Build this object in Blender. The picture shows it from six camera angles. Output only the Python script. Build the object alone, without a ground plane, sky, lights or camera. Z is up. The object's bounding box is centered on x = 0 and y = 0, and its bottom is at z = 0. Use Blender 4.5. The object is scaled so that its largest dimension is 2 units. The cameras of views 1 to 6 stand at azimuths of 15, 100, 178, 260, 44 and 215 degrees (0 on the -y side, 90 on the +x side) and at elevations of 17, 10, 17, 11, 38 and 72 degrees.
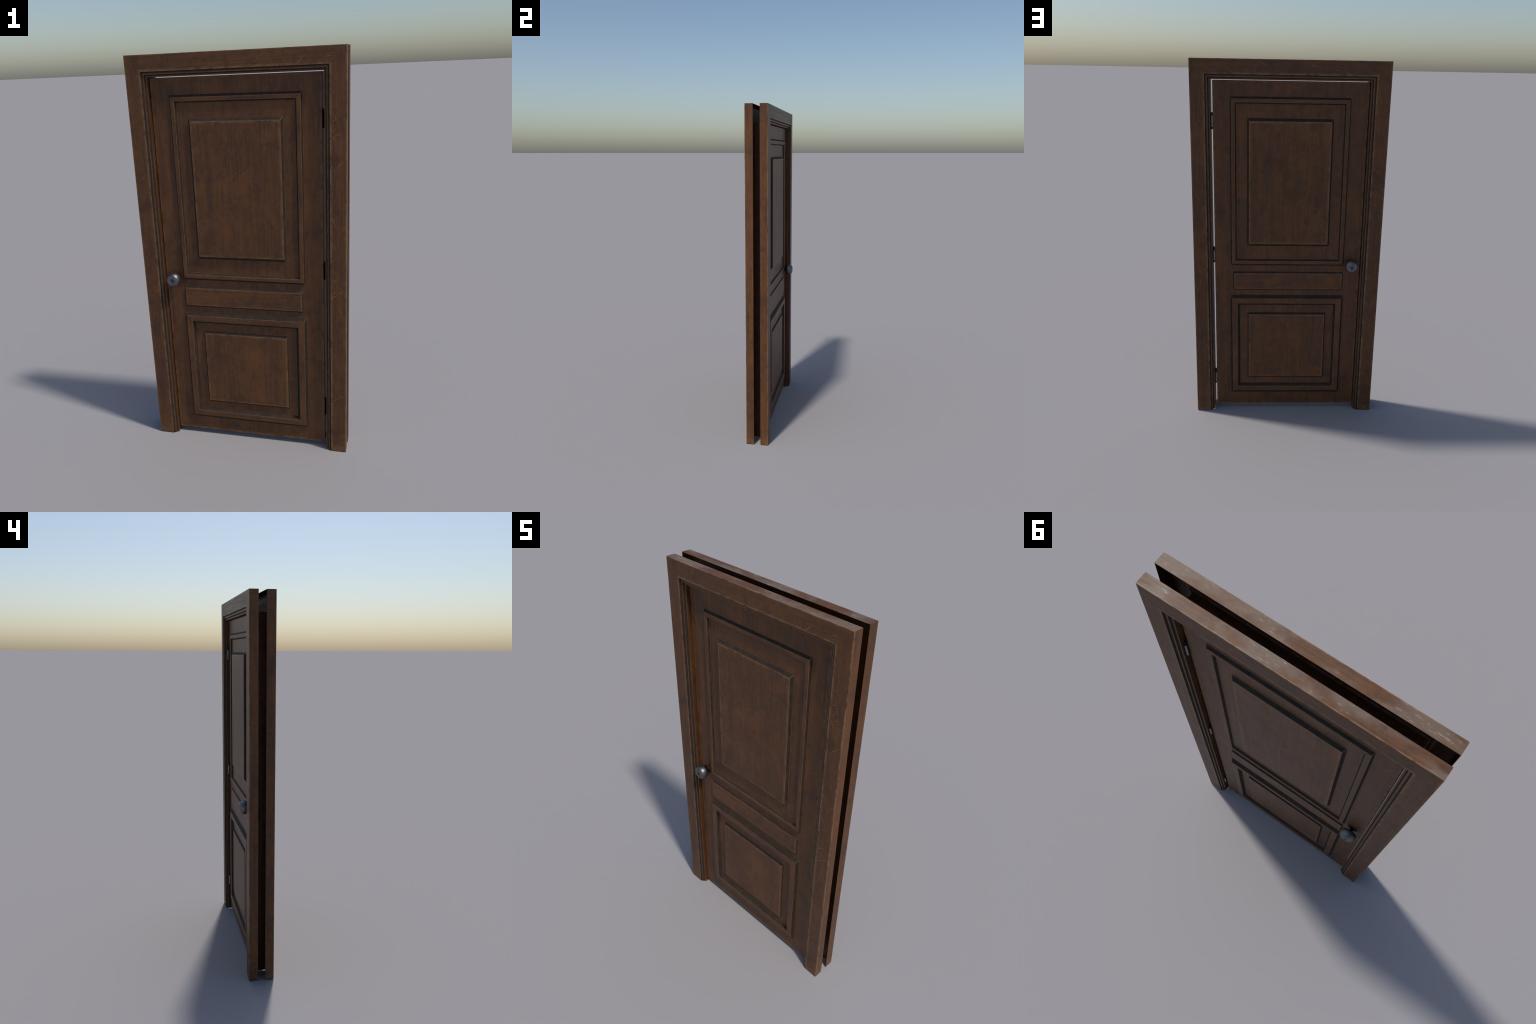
import bpy, bmesh, math
from mathutils import Vector

# ------------------------------------------------------------------ sizes (metres)
HALF_W, TOP = 0.5152, 2.0            # outside of the frame
OPEN_X, OPEN_Z = 0.413, 1.899       # clear opening
SHELL = 0.0020                      # board thickness of casing and lining
# door leaf
LX0, LX1, LZ0, LZ1, LY = -0.4100, 0.4015, 0.025, 1.8948, 0.032

scene = bpy.context.scene
for o in list(bpy.data.objects):
    bpy.data.objects.remove(o, do_unlink=True)


# ------------------------------------------------------------------ node helpers
class Nodes:
    """Small helper that wires a node tree with short calls."""

    def __init__(self, name):
        self.mat = bpy.data.materials.new(name)
        self.mat.use_nodes = True
        self.t = self.mat.node_tree
        self.t.nodes.clear()
        self.out = self.t.nodes.new("ShaderNodeOutputMaterial")
        self.b = self.t.nodes.new("ShaderNodeBsdfPrincipled")
        self.t.links.new(self.b.outputs[0], self.out.inputs[0])
        self.co = self.t.nodes.new("ShaderNodeTexCoord").outputs["Object"]

    def put(self, sock, v):
        if isinstance(v, bpy.types.NodeSocket):
            self.t.links.new(v, sock)
        elif isinstance(v, (tuple, list)):
            sock.default_value = tuple(v) + ((1.0,) if len(v) == 3 and sock.type == "RGBA" else ())
        else:
            sock.default_value = v

    def math(self, op, a, b=0.0, c=None, clamp=False):
        n = self.t.nodes.new("ShaderNodeMath")
        n.operation, n.use_clamp = op, clamp
        self.put(n.inputs[0], a)
        self.put(n.inputs[1], b)
        if c is not None:
            self.put(n.inputs[2], c)
        return n.outputs[0]

    def xyz(self, v):
        n = self.t.nodes.new("ShaderNodeSeparateXYZ")
        self.put(n.inputs[0], v)
        return n.outputs

    def mapped(self, scale=(1, 1, 1), rot=(0, 0, 0), loc=(0, 0, 0), v=None):
        n = self.t.nodes.new("ShaderNodeMapping")
        self.put(n.inputs["Vector"], v if v is not None else self.co)
        n.inputs["Scale"].default_value = scale
        n.inputs["Rotation"].default_value = rot
        n.inputs["Location"].default_value = loc
        return n.outputs[0]

    def noise(self, v, scale=1.0, detail=4.0, rough=0.55, dist=0.0):
        n = self.t.nodes.new("ShaderNodeTexNoise")
        self.put(n.inputs["Vector"], v)
        n.inputs["Scale"].default_value = scale
        n.inputs["Detail"].default_value = detail
        n.inputs["Roughness"].default_value = rough
        n.inputs["Distortion"].default_value = dist
        return n.outputs["Fac"]

    def ramp(self, f, lo, hi, a=0.0, b=1.0):
        n = self.t.nodes.new("ShaderNodeMapRange")
        n.interpolation_type = "SMOOTHSTEP"
        self.put(n.inputs["Value"], f)
        for i, x in zip(("From Min", "From Max", "To Min", "To Max"), (lo, hi, a, b)):
            n.inputs[i].default_value = x
        return n.outputs[0]

    def mix(self, f, a, b, mode="MIX"):
        n = self.t.nodes.new("ShaderNodeMix")
        n.data_type, n.blend_type = "RGBA", mode
        self.put(n.inputs[0], f)
        self.put(n.inputs[6], a)
        self.put(n.inputs[7], b)
        return n.outputs[2]

    def bump(self, h, strength, distance):
        n = self.t.nodes.new("ShaderNodeBump")
        n.inputs["Strength"].default_value = strength
        n.inputs["Distance"].default_value = distance
        self.put(n.inputs["Height"], h)
        self.t.links.new(n.outputs[0], self.b.inputs["Normal"])

    def scratches(self, angle, density, length, seed, keep):
        """Sparse thin curved nicks lying in the plane of the door, turned by angle."""
        w = self.t.nodes.new("ShaderNodeTexNoise")
        self.put(w.inputs["Vector"], self.co)
        w.inputs["Scale"].default_value = 9.0
        off = self.t.nodes.new("ShaderNodeVectorMath")
        off.operation = "MULTIPLY_ADD"
        self.t.links.new(w.outputs["Color"], off.inputs[0])
        off.inputs[1].default_value = (0.03, 0.03, 0.03)
        self.t.links.new(self.co, off.inputs[2])
        # thin across, long along: the cells are stretched along the nick
        p = self.xyz(off.outputs[0])
        flat = self.t.nodes.new("ShaderNodeCombineXYZ")
        self.t.links.new(p[0], flat.inputs[0])
        self.t.links.new(p[2], flat.inputs[1])
        turned = self.mapped(rot=(0, 0, angle), v=flat.outputs[0])
        v = self.mapped(scale=(density, length, 1.0), loc=(seed, seed * 0.37, 0.0), v=turned)
        n = self.t.nodes.new("ShaderNodeTexVoronoi")
        n.voronoi_dimensions = "2D"
        self.put(n.inputs["Vector"], v)
        n.inputs["Scale"].default_value = 1.0
        n.inputs["Randomness"].default_value = 1.0
        pick = self.xyz(n.outputs["Color"])
        thin = self.ramp(n.outputs["Distance"], 0.03, 0.20, 1.0, 0.0)
        return self.math("MULTIPLY", thin, self.ramp(pick[0], keep, keep + 0.05))


DARK, MID, RED, TAN = (0.060, 0.0295, 0.0180), (0.140, 0.0565, 0.0188), (0.184, 0.0700, 0.0220), (0.255, 0.140, 0.064)
PALE = (0.30, 0.255, 0.215)


def wood(name, along, wear=None, nicks=0.55, seed=0.0, tone=1.0, dust=False, red=0.48, keep=0.88):
    """Dark stained wood. along: grain axis. wear: socket builder giving an edge mask."""
    m = Nodes(name)
    fine = {"x": (4.0, 110.0, 110.0), "z": (110.0, 110.0, 4.0)}[along]
    broad = {"x": (1.1, 16.0, 16.0), "z": (16.0, 16.0, 1.1)}[along]
    pore = {"x": (18.0, 420.0, 420.0), "z": (420.0, 420.0, 18.0)}[along]
    loc = (seed, seed * 1.3, seed * 0.7)
    streak = m.noise(m.mapped(fine, loc=loc), detail=5.0, rough=0.6, dist=0.4)
    band = m.noise(m.mapped(broad, loc=loc), detail=4.0, dist=0.9)
    blot = m.noise(m.mapped((5.5, 5.5, 5.5), loc=loc), detail=6.0, rough=0.62)
    blot2 = m.noise(m.mapped((12, 12, 9), loc=(seed + 4, 0, seed)), detail=5.0, rough=0.6)
    pores = m.noise(m.mapped(pore, loc=loc), detail=2.0)
    mottle = m.noise(m.mapped((46, 46, 30), loc=(seed, 2.0, seed + 3)), detail=6.0, rough=0.7)
    f = m.math("ADD", m.math("MULTIPLY", streak, 0.5), m.math("MULTIPLY", band, 0.3))
    f = m.math("ADD", f, m.math("MULTIPLY", mottle, 0.4))
    col = m.mix(m.ramp(f, 0.40, 0.78), DARK, MID)
    col = m.mix(m.math("MULTIPLY", m.ramp(blot, 0.48, 0.68), red), col, RED)
    col = m.mix(m.math("MULTIPLY", m.ramp(blot2, 0.52, 0.68), 0.62), col, DARK)
    col = m.mix(m.math("MULTIPLY", m.ramp(pores, 0.56, 0.68), 0.35), col, (0.030, 0.019, 0.014))
    # nicks and edge wear show paler wood
    a = m.scratches(0.85, 105.0, 4.2, seed + 1.0, keep)
    b = m.scratches(-0.45, 115.0, 3.4, seed + 5.0, keep + 0.02)
    c = m.scratches(1.25, 100.0, 7.5, seed + 9.0, keep + 0.02)
    lines = m.math("MAXIMUM", m.math("MAXIMUM", a, b), c)
    patch = m.noise(m.mapped((26, 26, 26), loc=loc), detail=5.0, rough=0.65)
    area = m.ramp(m.noise(m.mapped((4, 4, 4), loc=(seed + 2, 3, 1)), detail=2.0), 0.36, 0.56)
    fade = m.ramp(m.noise(m.mapped((60, 60, 60), loc=loc), detail=2.0), 0.35, 0.6, 0.35, 1.0)
    worn = m.math("MULTIPLY", m.math("MULTIPLY", m.math("MULTIPLY", lines, area), fade), nicks)
    side = m.math("ABSOLUTE", m.xyz(m.co)[0])
    worn = m.math("MULTIPLY", worn, m.ramp(side, HALF_W - 0.003, HALF_W - 0.0012, 1.0, 0.3))
    if dust:
        worn = m.math("MULTIPLY", worn, m.ramp(m.xyz(m.co)[2], TOP - 0.003, TOP - 0.0012, 1.0, 0.0))
    if wear is not None:
        edge = wear(m)
        broken = m.math("MULTIPLY", edge, m.ramp(patch, 0.36, 0.60))
        worn = m.math("MAXIMUM", worn, m.math("MULTIPLY", broken, 0.75))
    col = m.mix(worn, col, TAN)
    rough = m.ramp(streak, 0.3, 0.7, 0.40, 0.52)
    if dust:
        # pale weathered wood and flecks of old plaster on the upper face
        up = m.ramp(m.xyz(m.co)[2], TOP - 0.0018, TOP - 0.0006)
        fleck = m.noise(m.mapped((32, 120, 120), loc=loc), detail=8.0, rough=0.74)
        where = m.ramp(m.noise(m.mapped((5, 9, 9), loc=(7, seed, 2)), detail=3.0), 0.40, 0.58)
        fl = m.math("MULTIPLY", m.ramp(fleck, 0.565, 0.635), where)
        col = m.mix(m.math("MULTIPLY", m.math("MULTIPLY", up, where), 0.6), col, (0.180, 0.138, 0.104))
        col = m.mix(m.math("MULTIPLY", m.math("MULTIPLY", fl, up), 0.75), col, PALE)
    if tone != 1.0:
        col = m.mix(1.0, col, (tone,) * 3 if not isinstance(tone, tuple) else tone, "MULTIPLY")
    m.put(m.b.inputs["Base Color"], col)
    m.put(m.b.inputs["Roughness"], rough)
    m.b.inputs["Specular IOR Level"].default_value = 0.28
    h = m.math("ADD", m.math("MULTIPLY", streak, 0.6), m.math("MULTIPLY", pores, -0.5))
    h = m.math("SUBTRACT", h, m.math("MULTIPLY", worn, 0.4))
    m.bump(h, 0.22, 0.0012)
    return m.mat


def frame_wear(m):
    """Worn bands beside the first step and along the outer arris of the casing."""
    x, y, z = m.xyz(m.co)
    u = m.math("MAXIMUM", m.math("SUBTRACT", m.math("ABSOLUTE", x), OPEN_X), m.math("SUBTRACT", z, OPEN_Z))
    inner = m.math("MULTIPLY", m.ramp(u, 0.0225, 0.0250), m.ramp(u, 0.0260, 0.0400, 1.0, 0.0))
    outer = m.math("MULTIPLY", m.ramp(u, 0.0940, 0.1010), m.ramp(m.math("ABSOLUTE", y), 0.0600, 0.0650))
    foot = m.ramp(z, 0.004, 0.05, 0.6, 0.0)
    bead = m.math("MULTIPLY", m.ramp(u, 0.0105, 0.0125), m.ramp(u, 0.0130, 0.0165, 0.8, 0.0))
    return m.math("MAXIMUM", m.math("MAXIMUM", inner, outer), m.math("MAXIMUM", foot, bead))


def rect_wear(x0, x1, z0, z1, width, top=1.0, low=1.0):
    """Worn rim of a rectangular board."""

    def build(m):
        x, y, z = m.xyz(m.co)
        sx = m.math("SUBTRACT", (x1 - x0) / 2, m.math("ABSOLUTE", m.math("SUBTRACT", x, (x0 + x1) / 2)))
        rim = m.ramp(sx, 0.0, width, 0.75, 0.0)
        hi = m.ramp(m.math("SUBTRACT", z1, z), 0.0, width, top, 0.0)
        lo = m.ramp(m.math("SUBTRACT", z, z0), 0.0, width, low, 0.0)
        return m.math("MAXIMUM", rim, m.math("MAXIMUM", hi, lo))

    return build


def crease_shade():
    """Nearly black brown that paints crease shade into the moulded slopes and steps."""
    m = Nodes("dark_crease_shade")
    n = m.noise(m.mapped((40, 40, 40)), detail=5.0)
    col = m.mix(m.ramp(n, 0.35, 0.7), (0.027, 0.0198, 0.0155), (0.043, 0.0295, 0.0215))
    m.put(m.b.inputs["Base Color"], col)
    m.b.inputs["Roughness"].default_value = 0.72
    m.b.inputs["Specular IOR Level"].default_value = 0.14
    return m.mat


def metal(name, col, rough, var=0.1):
    m = Nodes(name)
    n = m.noise(m.mapped((60, 60, 60)), detail=5.0, rough=0.6)
    m.put(m.b.inputs["Base Color"], m.mix(m.ramp(n, 0.35, 0.7), col, tuple(c * 0.75 for c in col)))
    m.b.inputs["Metallic"].default_value = 1.0
    m.put(m.b.inputs["Roughness"], m.ramp(n, 0.2, 0.8, rough, rough + var))
    return m.mat


M_LEG = wood("casing_wood_upright", "z", frame_wear, 1.0, 0.0, red=0.3, keep=0.80)
M_HEAD = wood("casing_wood_level", "x", frame_wear, 1.0, 3.1, dust=True, red=0.22, keep=0.80)
M_JAMB = wood("lining_wood", "z", None, 0.2, 6.0, tone=(0.72, 0.62, 0.50))
M_SLAB = wood("leaf_wood", "z", rect_wear(LX0, LX1, LZ0, LZ1, 0.016, 0.4, 0.9), 0.35, 11.0)
M_MOULD_V = wood("moulding_wood_upright", "z", None, 0.3, 14.0)
M_MOULD_H = wood("moulding_wood_level", "x", None, 0.3, 17.0)
M_ARRIS = wood("rubbed_arris_wood", "z", lambda m: m.math("ADD", 0.45, 0.0), 0.0, 33.0, red=0.2)
M_CREASE_SHADE = crease_shade()
M_STEEL = metal("aged_steel", (0.190, 0.190, 0.194), 0.45, 0.05)
M_DARKSTEEL = metal("blackened_steel", (0.035, 0.035, 0.037), 0.5)
M_KNUCKLE = metal("hinge_steel", (0.33, 0.335, 0.34), 0.55)


# ------------------------------------------------------------------ mesh helpers
def empty(name, parent=None):
    o = bpy.data.objects.new(name, None)
    scene.collection.objects.link(o)
    o.parent = parent
    return o


def mesh_object(name, verts, faces, mats, face_mats=None, parent=None, bevel=0.0, smooth=False, arris=None):
    me = bpy.data.meshes.new(name)
    me.from_pydata(verts, [], faces)
    for mt in mats:
        me.materials.append(mt)
    if face_mats:
        for p, k in zip(me.polygons, face_mats):
            p.material_index = k
    bm = bmesh.new()
    bm.from_mesh(me)
    bmesh.ops.recalc_face_normals(bm, faces=bm.faces)
    if bevel:
        sharp = [e for e in bm.edges if len(e.link_faces) == 2 and e.calc_face_angle(0.0) > 0.5]
        if arris is not None:          # only the outward corners are rubbed round
            sharp = [e for e in sharp if e.is_convex]
        bmesh.ops.bevel(bm, geom=sharp, offset=bevel, offset_type="OFFSET", segments=2, profile=0.5,
                        affect="EDGES", clamp_overlap=True, material=-1 if arris is None else arris)
    bm.to_mesh(me)
    bm.free()
    for p in me.polygons:
        p.use_smooth = smooth
    o = bpy.data.objects.new(name, me)
    scene.collection.objects.link(o)
    o.parent = parent
    return o


def box(x0, x1, y0, y1, z0, z1):
    v = [(x, y, z) for x in (x0, x1) for y in (y0, y1) for z in (z0, z1)]
    f = [(0, 1, 3, 2), (4, 6, 7, 5), (0, 4, 5, 1), (2, 3, 7, 6), (0, 2, 6, 4), (1, 5, 7, 3)]
    return v, f


def lathe(profile, steps=48):
    """Turn (radius, height) pairs about the y axis."""
    v, f = [], []
    for r, h in profile:
        for k in range(steps):
            a = math.tau * k / steps
            v.append((r * math.cos(a), h, r * math.sin(a)))
    for i in range(len(profile) - 1):
        for k in range(steps):
            n = (k + 1) % steps
            f.append((i * steps + k, i * steps + n, (i + 1) * steps + n, (i + 1) * steps + k))
    f.append(tuple(range(steps)))
    f.append(tuple(range((len(profile) - 1) * steps, len(profile) * steps)))
    return v, f


# ------------------------------------------------------------------ top level
door = empty("wooden_door")
door["label"] = "dark brown panelled wooden door in a scratched moulded frame"
door["category"] = "door"

# ------------------------------------------------------------------ frame: lining and casings
JAMB_Y = 0.0462
lin = []
tx, tz = OPEN_X, OPEN_Z


def lining():
    v, f = [], []
    inner = [(-tx, 0.0), (-tx, tz), (tx, tz), (tx, 0.0)]
    outer = [(-tx - SHELL, 0.0), (-tx - SHELL, tz + SHELL), (tx + SHELL, tz + SHELL), (tx + SHELL, 0.0)]
    for ring in (inner, outer):
        for x, z in ring:
            v += [(x, -JAMB_Y, z), (x, JAMB_Y, z)]
    for i in range(3):
        a, b = 2 * i, 2 * i + 2
        f.append((a, a + 1, b + 1, b))                       # inside
        f.append((8 + a, 8 + a + 1, 8 + b + 1, 8 + b))       # outside
        f.append((a, b, 8 + b, 8 + a))
        f.append((a + 1, b + 1, 8 + b + 1, 8 + a + 1))
    f.append((0, 1, 9, 8))
    f.append((6, 7, 15, 14))
    return v, f


v, f = lining()
frame = mesh_object("door_frame", v, f, [M_JAMB], parent=door)

# moulded section of the casing: u = distance out from the opening, w = distance from the middle plane
U = HALF_W - OPEN_X
RISE = (TOP - OPEN_Z) / U
FACE = [(U, 0.0195), (U, 0.0660), (0.0255, 0.0660), (0.0240, 0.0604), (0.0195, 0.0588), (0.0120, 0.0586), (0.0105, 0.0528), (0.0062, 0.0513), (0.0, 0.0510)]
BACK = [(0.0, 0.0464), (SHELL, 0.0464), (0.0123, 0.0490), (0.0138, 0.0562), (0.0258, 0.0568), (0.0273, 0.0640), (U - SHELL, 0.0640), (U - SHELL, 0.0195)]
SECTION = FACE + BACK
DARK_RUNS = {2, 3, 5, 6}    # the two step walls and the coves added below them carry painted crease shade


def casing_piece(name, ends, wood_mat, cap, parent):
    """ends: two functions (u, w) -> point; the section is lofted between them."""
    n = len(SECTION)
    v = [ends[k](u, w) for k in (0, 1) for u, w in SECTION]
    f, fm = [], []
    for i in range(n):
        j = (i + 1) % n
        f.append((i, j, n + j, n + i))
        fm.append(1 if i in DARK_RUNS else 0)
    if cap:
        f.append(tuple(range(n)))
        fm.append(0)
    return mesh_object(name, v, f, [wood_mat, M_CREASE_SHADE], fm, parent, bevel=0.0011)


for side in (-1, 1):                       # front and back of the wall
    for hand in (-1, 1):
        casing_piece("casing_leg", (lambda u, w, h=hand, s=side: (h * (OPEN_X + u), s * w, 0.0),
                                    lambda u, w, h=hand, s=side: (h * (OPEN_X + u), s * w, OPEN_Z + u * RISE)), M_LEG, True, frame)
    casing_piece("casing_head", (lambda u, w, s=side: (-(OPEN_X + u), s * w, OPEN_Z + u * RISE),
                                 lambda u, w, s=side: (OPEN_X + u, s * w, OPEN_Z + u * RISE)), M_HEAD, False, frame)

# strike plate let into the latch side of the lining
v, f = box(-tx - SHELL - 0.010, -tx - 0.002, -0.0058, 0.0058, 0.842, 0.902)
mesh_object("strike_plate", v, f, [M_DARKSTEEL], parent=frame, bevel=0.001)

# ------------------------------------------------------------------ door leaf
v, f = box(LX0, LX1, -LY, LY, LZ0, LZ1)
leaf = mesh_object("door_leaf", v, f, [M_SLAB], parent=door, bevel=0.0012)

SINK = 0.003
COVE = 0.0035      # little hollow added at the foot of every slope to carry painted shade


def moulding(rect, rise, slope_out, flat, slope_in, side):
    """Mitred picture-frame moulding. slopes and flat are (across x, across z)."""
    x0, x1, z0, z1 = rect
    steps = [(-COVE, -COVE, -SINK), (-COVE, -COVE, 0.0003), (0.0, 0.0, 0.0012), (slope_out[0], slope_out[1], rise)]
    steps.append((slope_out[0] + flat[0], slope_out[1] + flat[1], rise))
    steps.append((steps[-1][0] + slope_in[0], steps[-1][1] + slope_in[1], 0.0012))
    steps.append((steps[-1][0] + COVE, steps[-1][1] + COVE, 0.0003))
    steps.append((steps[-1][0], steps[-1][1], -SINK))
    v, f, fm = [], [], []
    for dx, dz, h in steps:
        y = side * (LY + h)
        v += [(x0 + dx, y, z0 + dz), (x1 - dx, y, z0 + dz), (x1 - dx, y, z1 - dz), (x0 + dx, y, z1 - dz)]
    for i in range(len(steps)):
        n = (i + 1) % len(steps)
        for k in range(4):
            m = (k + 1) % 4
            f.append((4 * i + k, 4 * i + m, 4 * n + m, 4 * n + k))
            fm.append(2 if i != 3 else (1 if k % 2 == 0 else 0))
    return mesh_object("moulding", v, f, [M_MOULD_V, M_MOULD_H, M_CREASE_SHADE, M_ARRIS], fm, leaf, bevel=0.0016, arris=3)


def panel(rect, rise, slope, side, mat):
    x0, x1, z0, z1 = rect
    v, f, fm = [], [], []
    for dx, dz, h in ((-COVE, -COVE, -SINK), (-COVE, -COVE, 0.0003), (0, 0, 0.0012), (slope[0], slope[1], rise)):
        y = side * (LY + h)
        v += [(x0 + dx, y, z0 + dz), (x1 - dx, y, z0 + dz), (x1 - dx, y, z1 - dz), (x0 + dx, y, z1 - dz)]
    for i in range(3):
        for k in range(4):
            m = (k + 1) % 4
            f.append((4 * i + k, 4 * i + m, 4 * i + 4 + m, 4 * i + 4 + k))
            fm.append(1)
    f += [(12, 13, 14, 15), (0, 3, 2, 1)]
    fm += [0, 0]
    return mesh_object("panel", v, f, [mat, M_CREASE_SHADE, M_ARRIS], fm, leaf, bevel=0.0016, arris=2)


TALL, TALL_PANEL = (-0.317, 0.3112, 0.903, 1.814), (-0.2295, 0.2208, 1.0165, 1.7055)
LOW, LOW_PANEL = (-0.3222, 0.3145, 0.1045, 0.7228), (-0.2265, 0.2182, 0.2048, 0.6155)
RAIL = (-0.3162, 0.2992, 0.756, 0.8625)
M_TALL = wood("tall_panel_wood", "z", rect_wear(TALL_PANEL[0] + 0.008, TALL_PANEL[1] - 0.008, TALL_PANEL[2] + 0.012, TALL_PANEL[3] - 0.012, 0.016, 1.0, 0.7), 0.5, 21.0)
M_LOW = wood("low_panel_wood", "z", rect_wear(LOW_PANEL[0] + 0.005, LOW_PANEL[1] - 0.005, LOW_PANEL[2] + 0.008, LOW_PANEL[3] - 0.008, 0.013, 0.8, 0.8), 0.5, 25.0)
M_RAIL = wood("rail_panel_wood", "x", rect_wear(RAIL[0] + 0.005, RAIL[1] - 0.005, RAIL[2] + 0.006, RAIL[3] - 0.006, 0.010, 0.5, 0.5), 0.5, 29.0)

for side in (-1, 1):
    moulding(TALL, 0.0105, (0.0050, 0.0100), (0.0187, 0.0170), (0.0055, 0.0060), side)
    panel(TALL_PANEL, 0.0130, (0.0080, 0.0130), side, M_TALL)
    panel(RAIL, 0.0080, (0.0048, 0.0060), side, M_RAIL)
    moulding(LOW, 0.0158, (0.0090, 0.0165), (0.0295, 0.0285), (0.0115, 0.0125), side)
    panel(LOW_PANEL, 0.0098, (0.0050, 0.0088), side, M_LOW)

# ------------------------------------------------------------------ ironmongery
KNOB = [(0.0090, -0.002), (0.0090, 0.0175), (0.0120, 0.0182), (0.0250, 0.0190), (0.0325, 0.0210), (0.0358, 0.0255), (0.0365, 0.0310),
        (0.0362, 0.0380), (0.0350, 0.0450), (0.0320, 0.0520), (0.0275, 0.0570), (0.0220, 0.0600), (0.0170, 0.0609), (0.0135, 0.0603),
        (0.0105, 0.0588), (0.0080, 0.0572), (0.0045, 0.0562), (0.0008, 0.0560)]
ROSE = [(0.0235, -0.002), (0.0235, 0.0015), (0.0220, 0.0040), (0.0180, 0.0052), (0.0120, 0.0056), (0.0060, 0.0057)]
kv, kf = lathe(KNOB)
rv, rf = lathe(ROSE)
KNOB_DARK = 3                # rings of the knob's middle dimple, shade painted in as darker steel
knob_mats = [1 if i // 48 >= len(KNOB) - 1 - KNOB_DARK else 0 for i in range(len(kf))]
knob_mats[-2] = 0
knob_o = mesh_object("door_knob", kv, kf, [M_STEEL, metal("dimple_shade_steel", (0.10, 0.10, 0.103), 0.5)], knob_mats, parent=leaf, smooth=True)
rose_o = mesh_object("knob_rose", rv, rf, [M_DARKSTEEL], parent=leaf, smooth=True)
for o in (knob_o, rose_o):
    o.location = (-0.3597, LY, 0.9085)
    twin = o.copy()
    scene.collection.objects.link(twin)
    twin.location = (-0.3597, -LY, 0.9085)
    twin.rotation_euler = (0, 0, math.pi)


def turned_pin(radius, z_list):
    """Upright turned piece about the z axis from (radius, z) pairs."""
    v, f = lathe([(r * radius, z) for r, z in z_list], 20)
    return [(x, z, y) for x, y, z in v], f


pv, pf = turned_pin(0.0046, [(0.55, -0.0305), (1.0, -0.0280), (1.0, 0.0190), (0.72, 0.0196), (0.72, 0.0212), (1.0, 0.0218), (1.0, 0.0272), (0.55, 0.0295)])
barrel = mesh_object("hinge_knuckle", pv, pf, [M_KNUCKLE], parent=leaf)
lv, lf = box(-0.0028, -0.0005, -0.036, -0.0035, -0.0425, 0.0425)
rv2, rf2 = box(0.0052, 0.0082, -0.036, -0.0035, -0.0425, 0.0425)
wv, wf = box(-0.0010, 0.0056, -0.030, -0.0040, -0.0425, 0.0425)
flap_v, flap_f = [], []
for a, b in ((lv, lf), (rv2, rf2), (wv, wf)):
    base = len(flap_v)
    flap_v += a
    flap_f += [tuple(i + base for i in q) for q in b]
flap = mesh_object("hinge_leaf", flap_v, flap_f, [M_DARKSTEEL], parent=leaf)
for k, z in enumerate((1.6905, 0.961, 0.2075)):
    for o in (barrel, flap):
        c = o if k == 0 else o.copy()
        if k:
            scene.collection.objects.link(c)
        c.location = (0.4045, 0.0405, z)
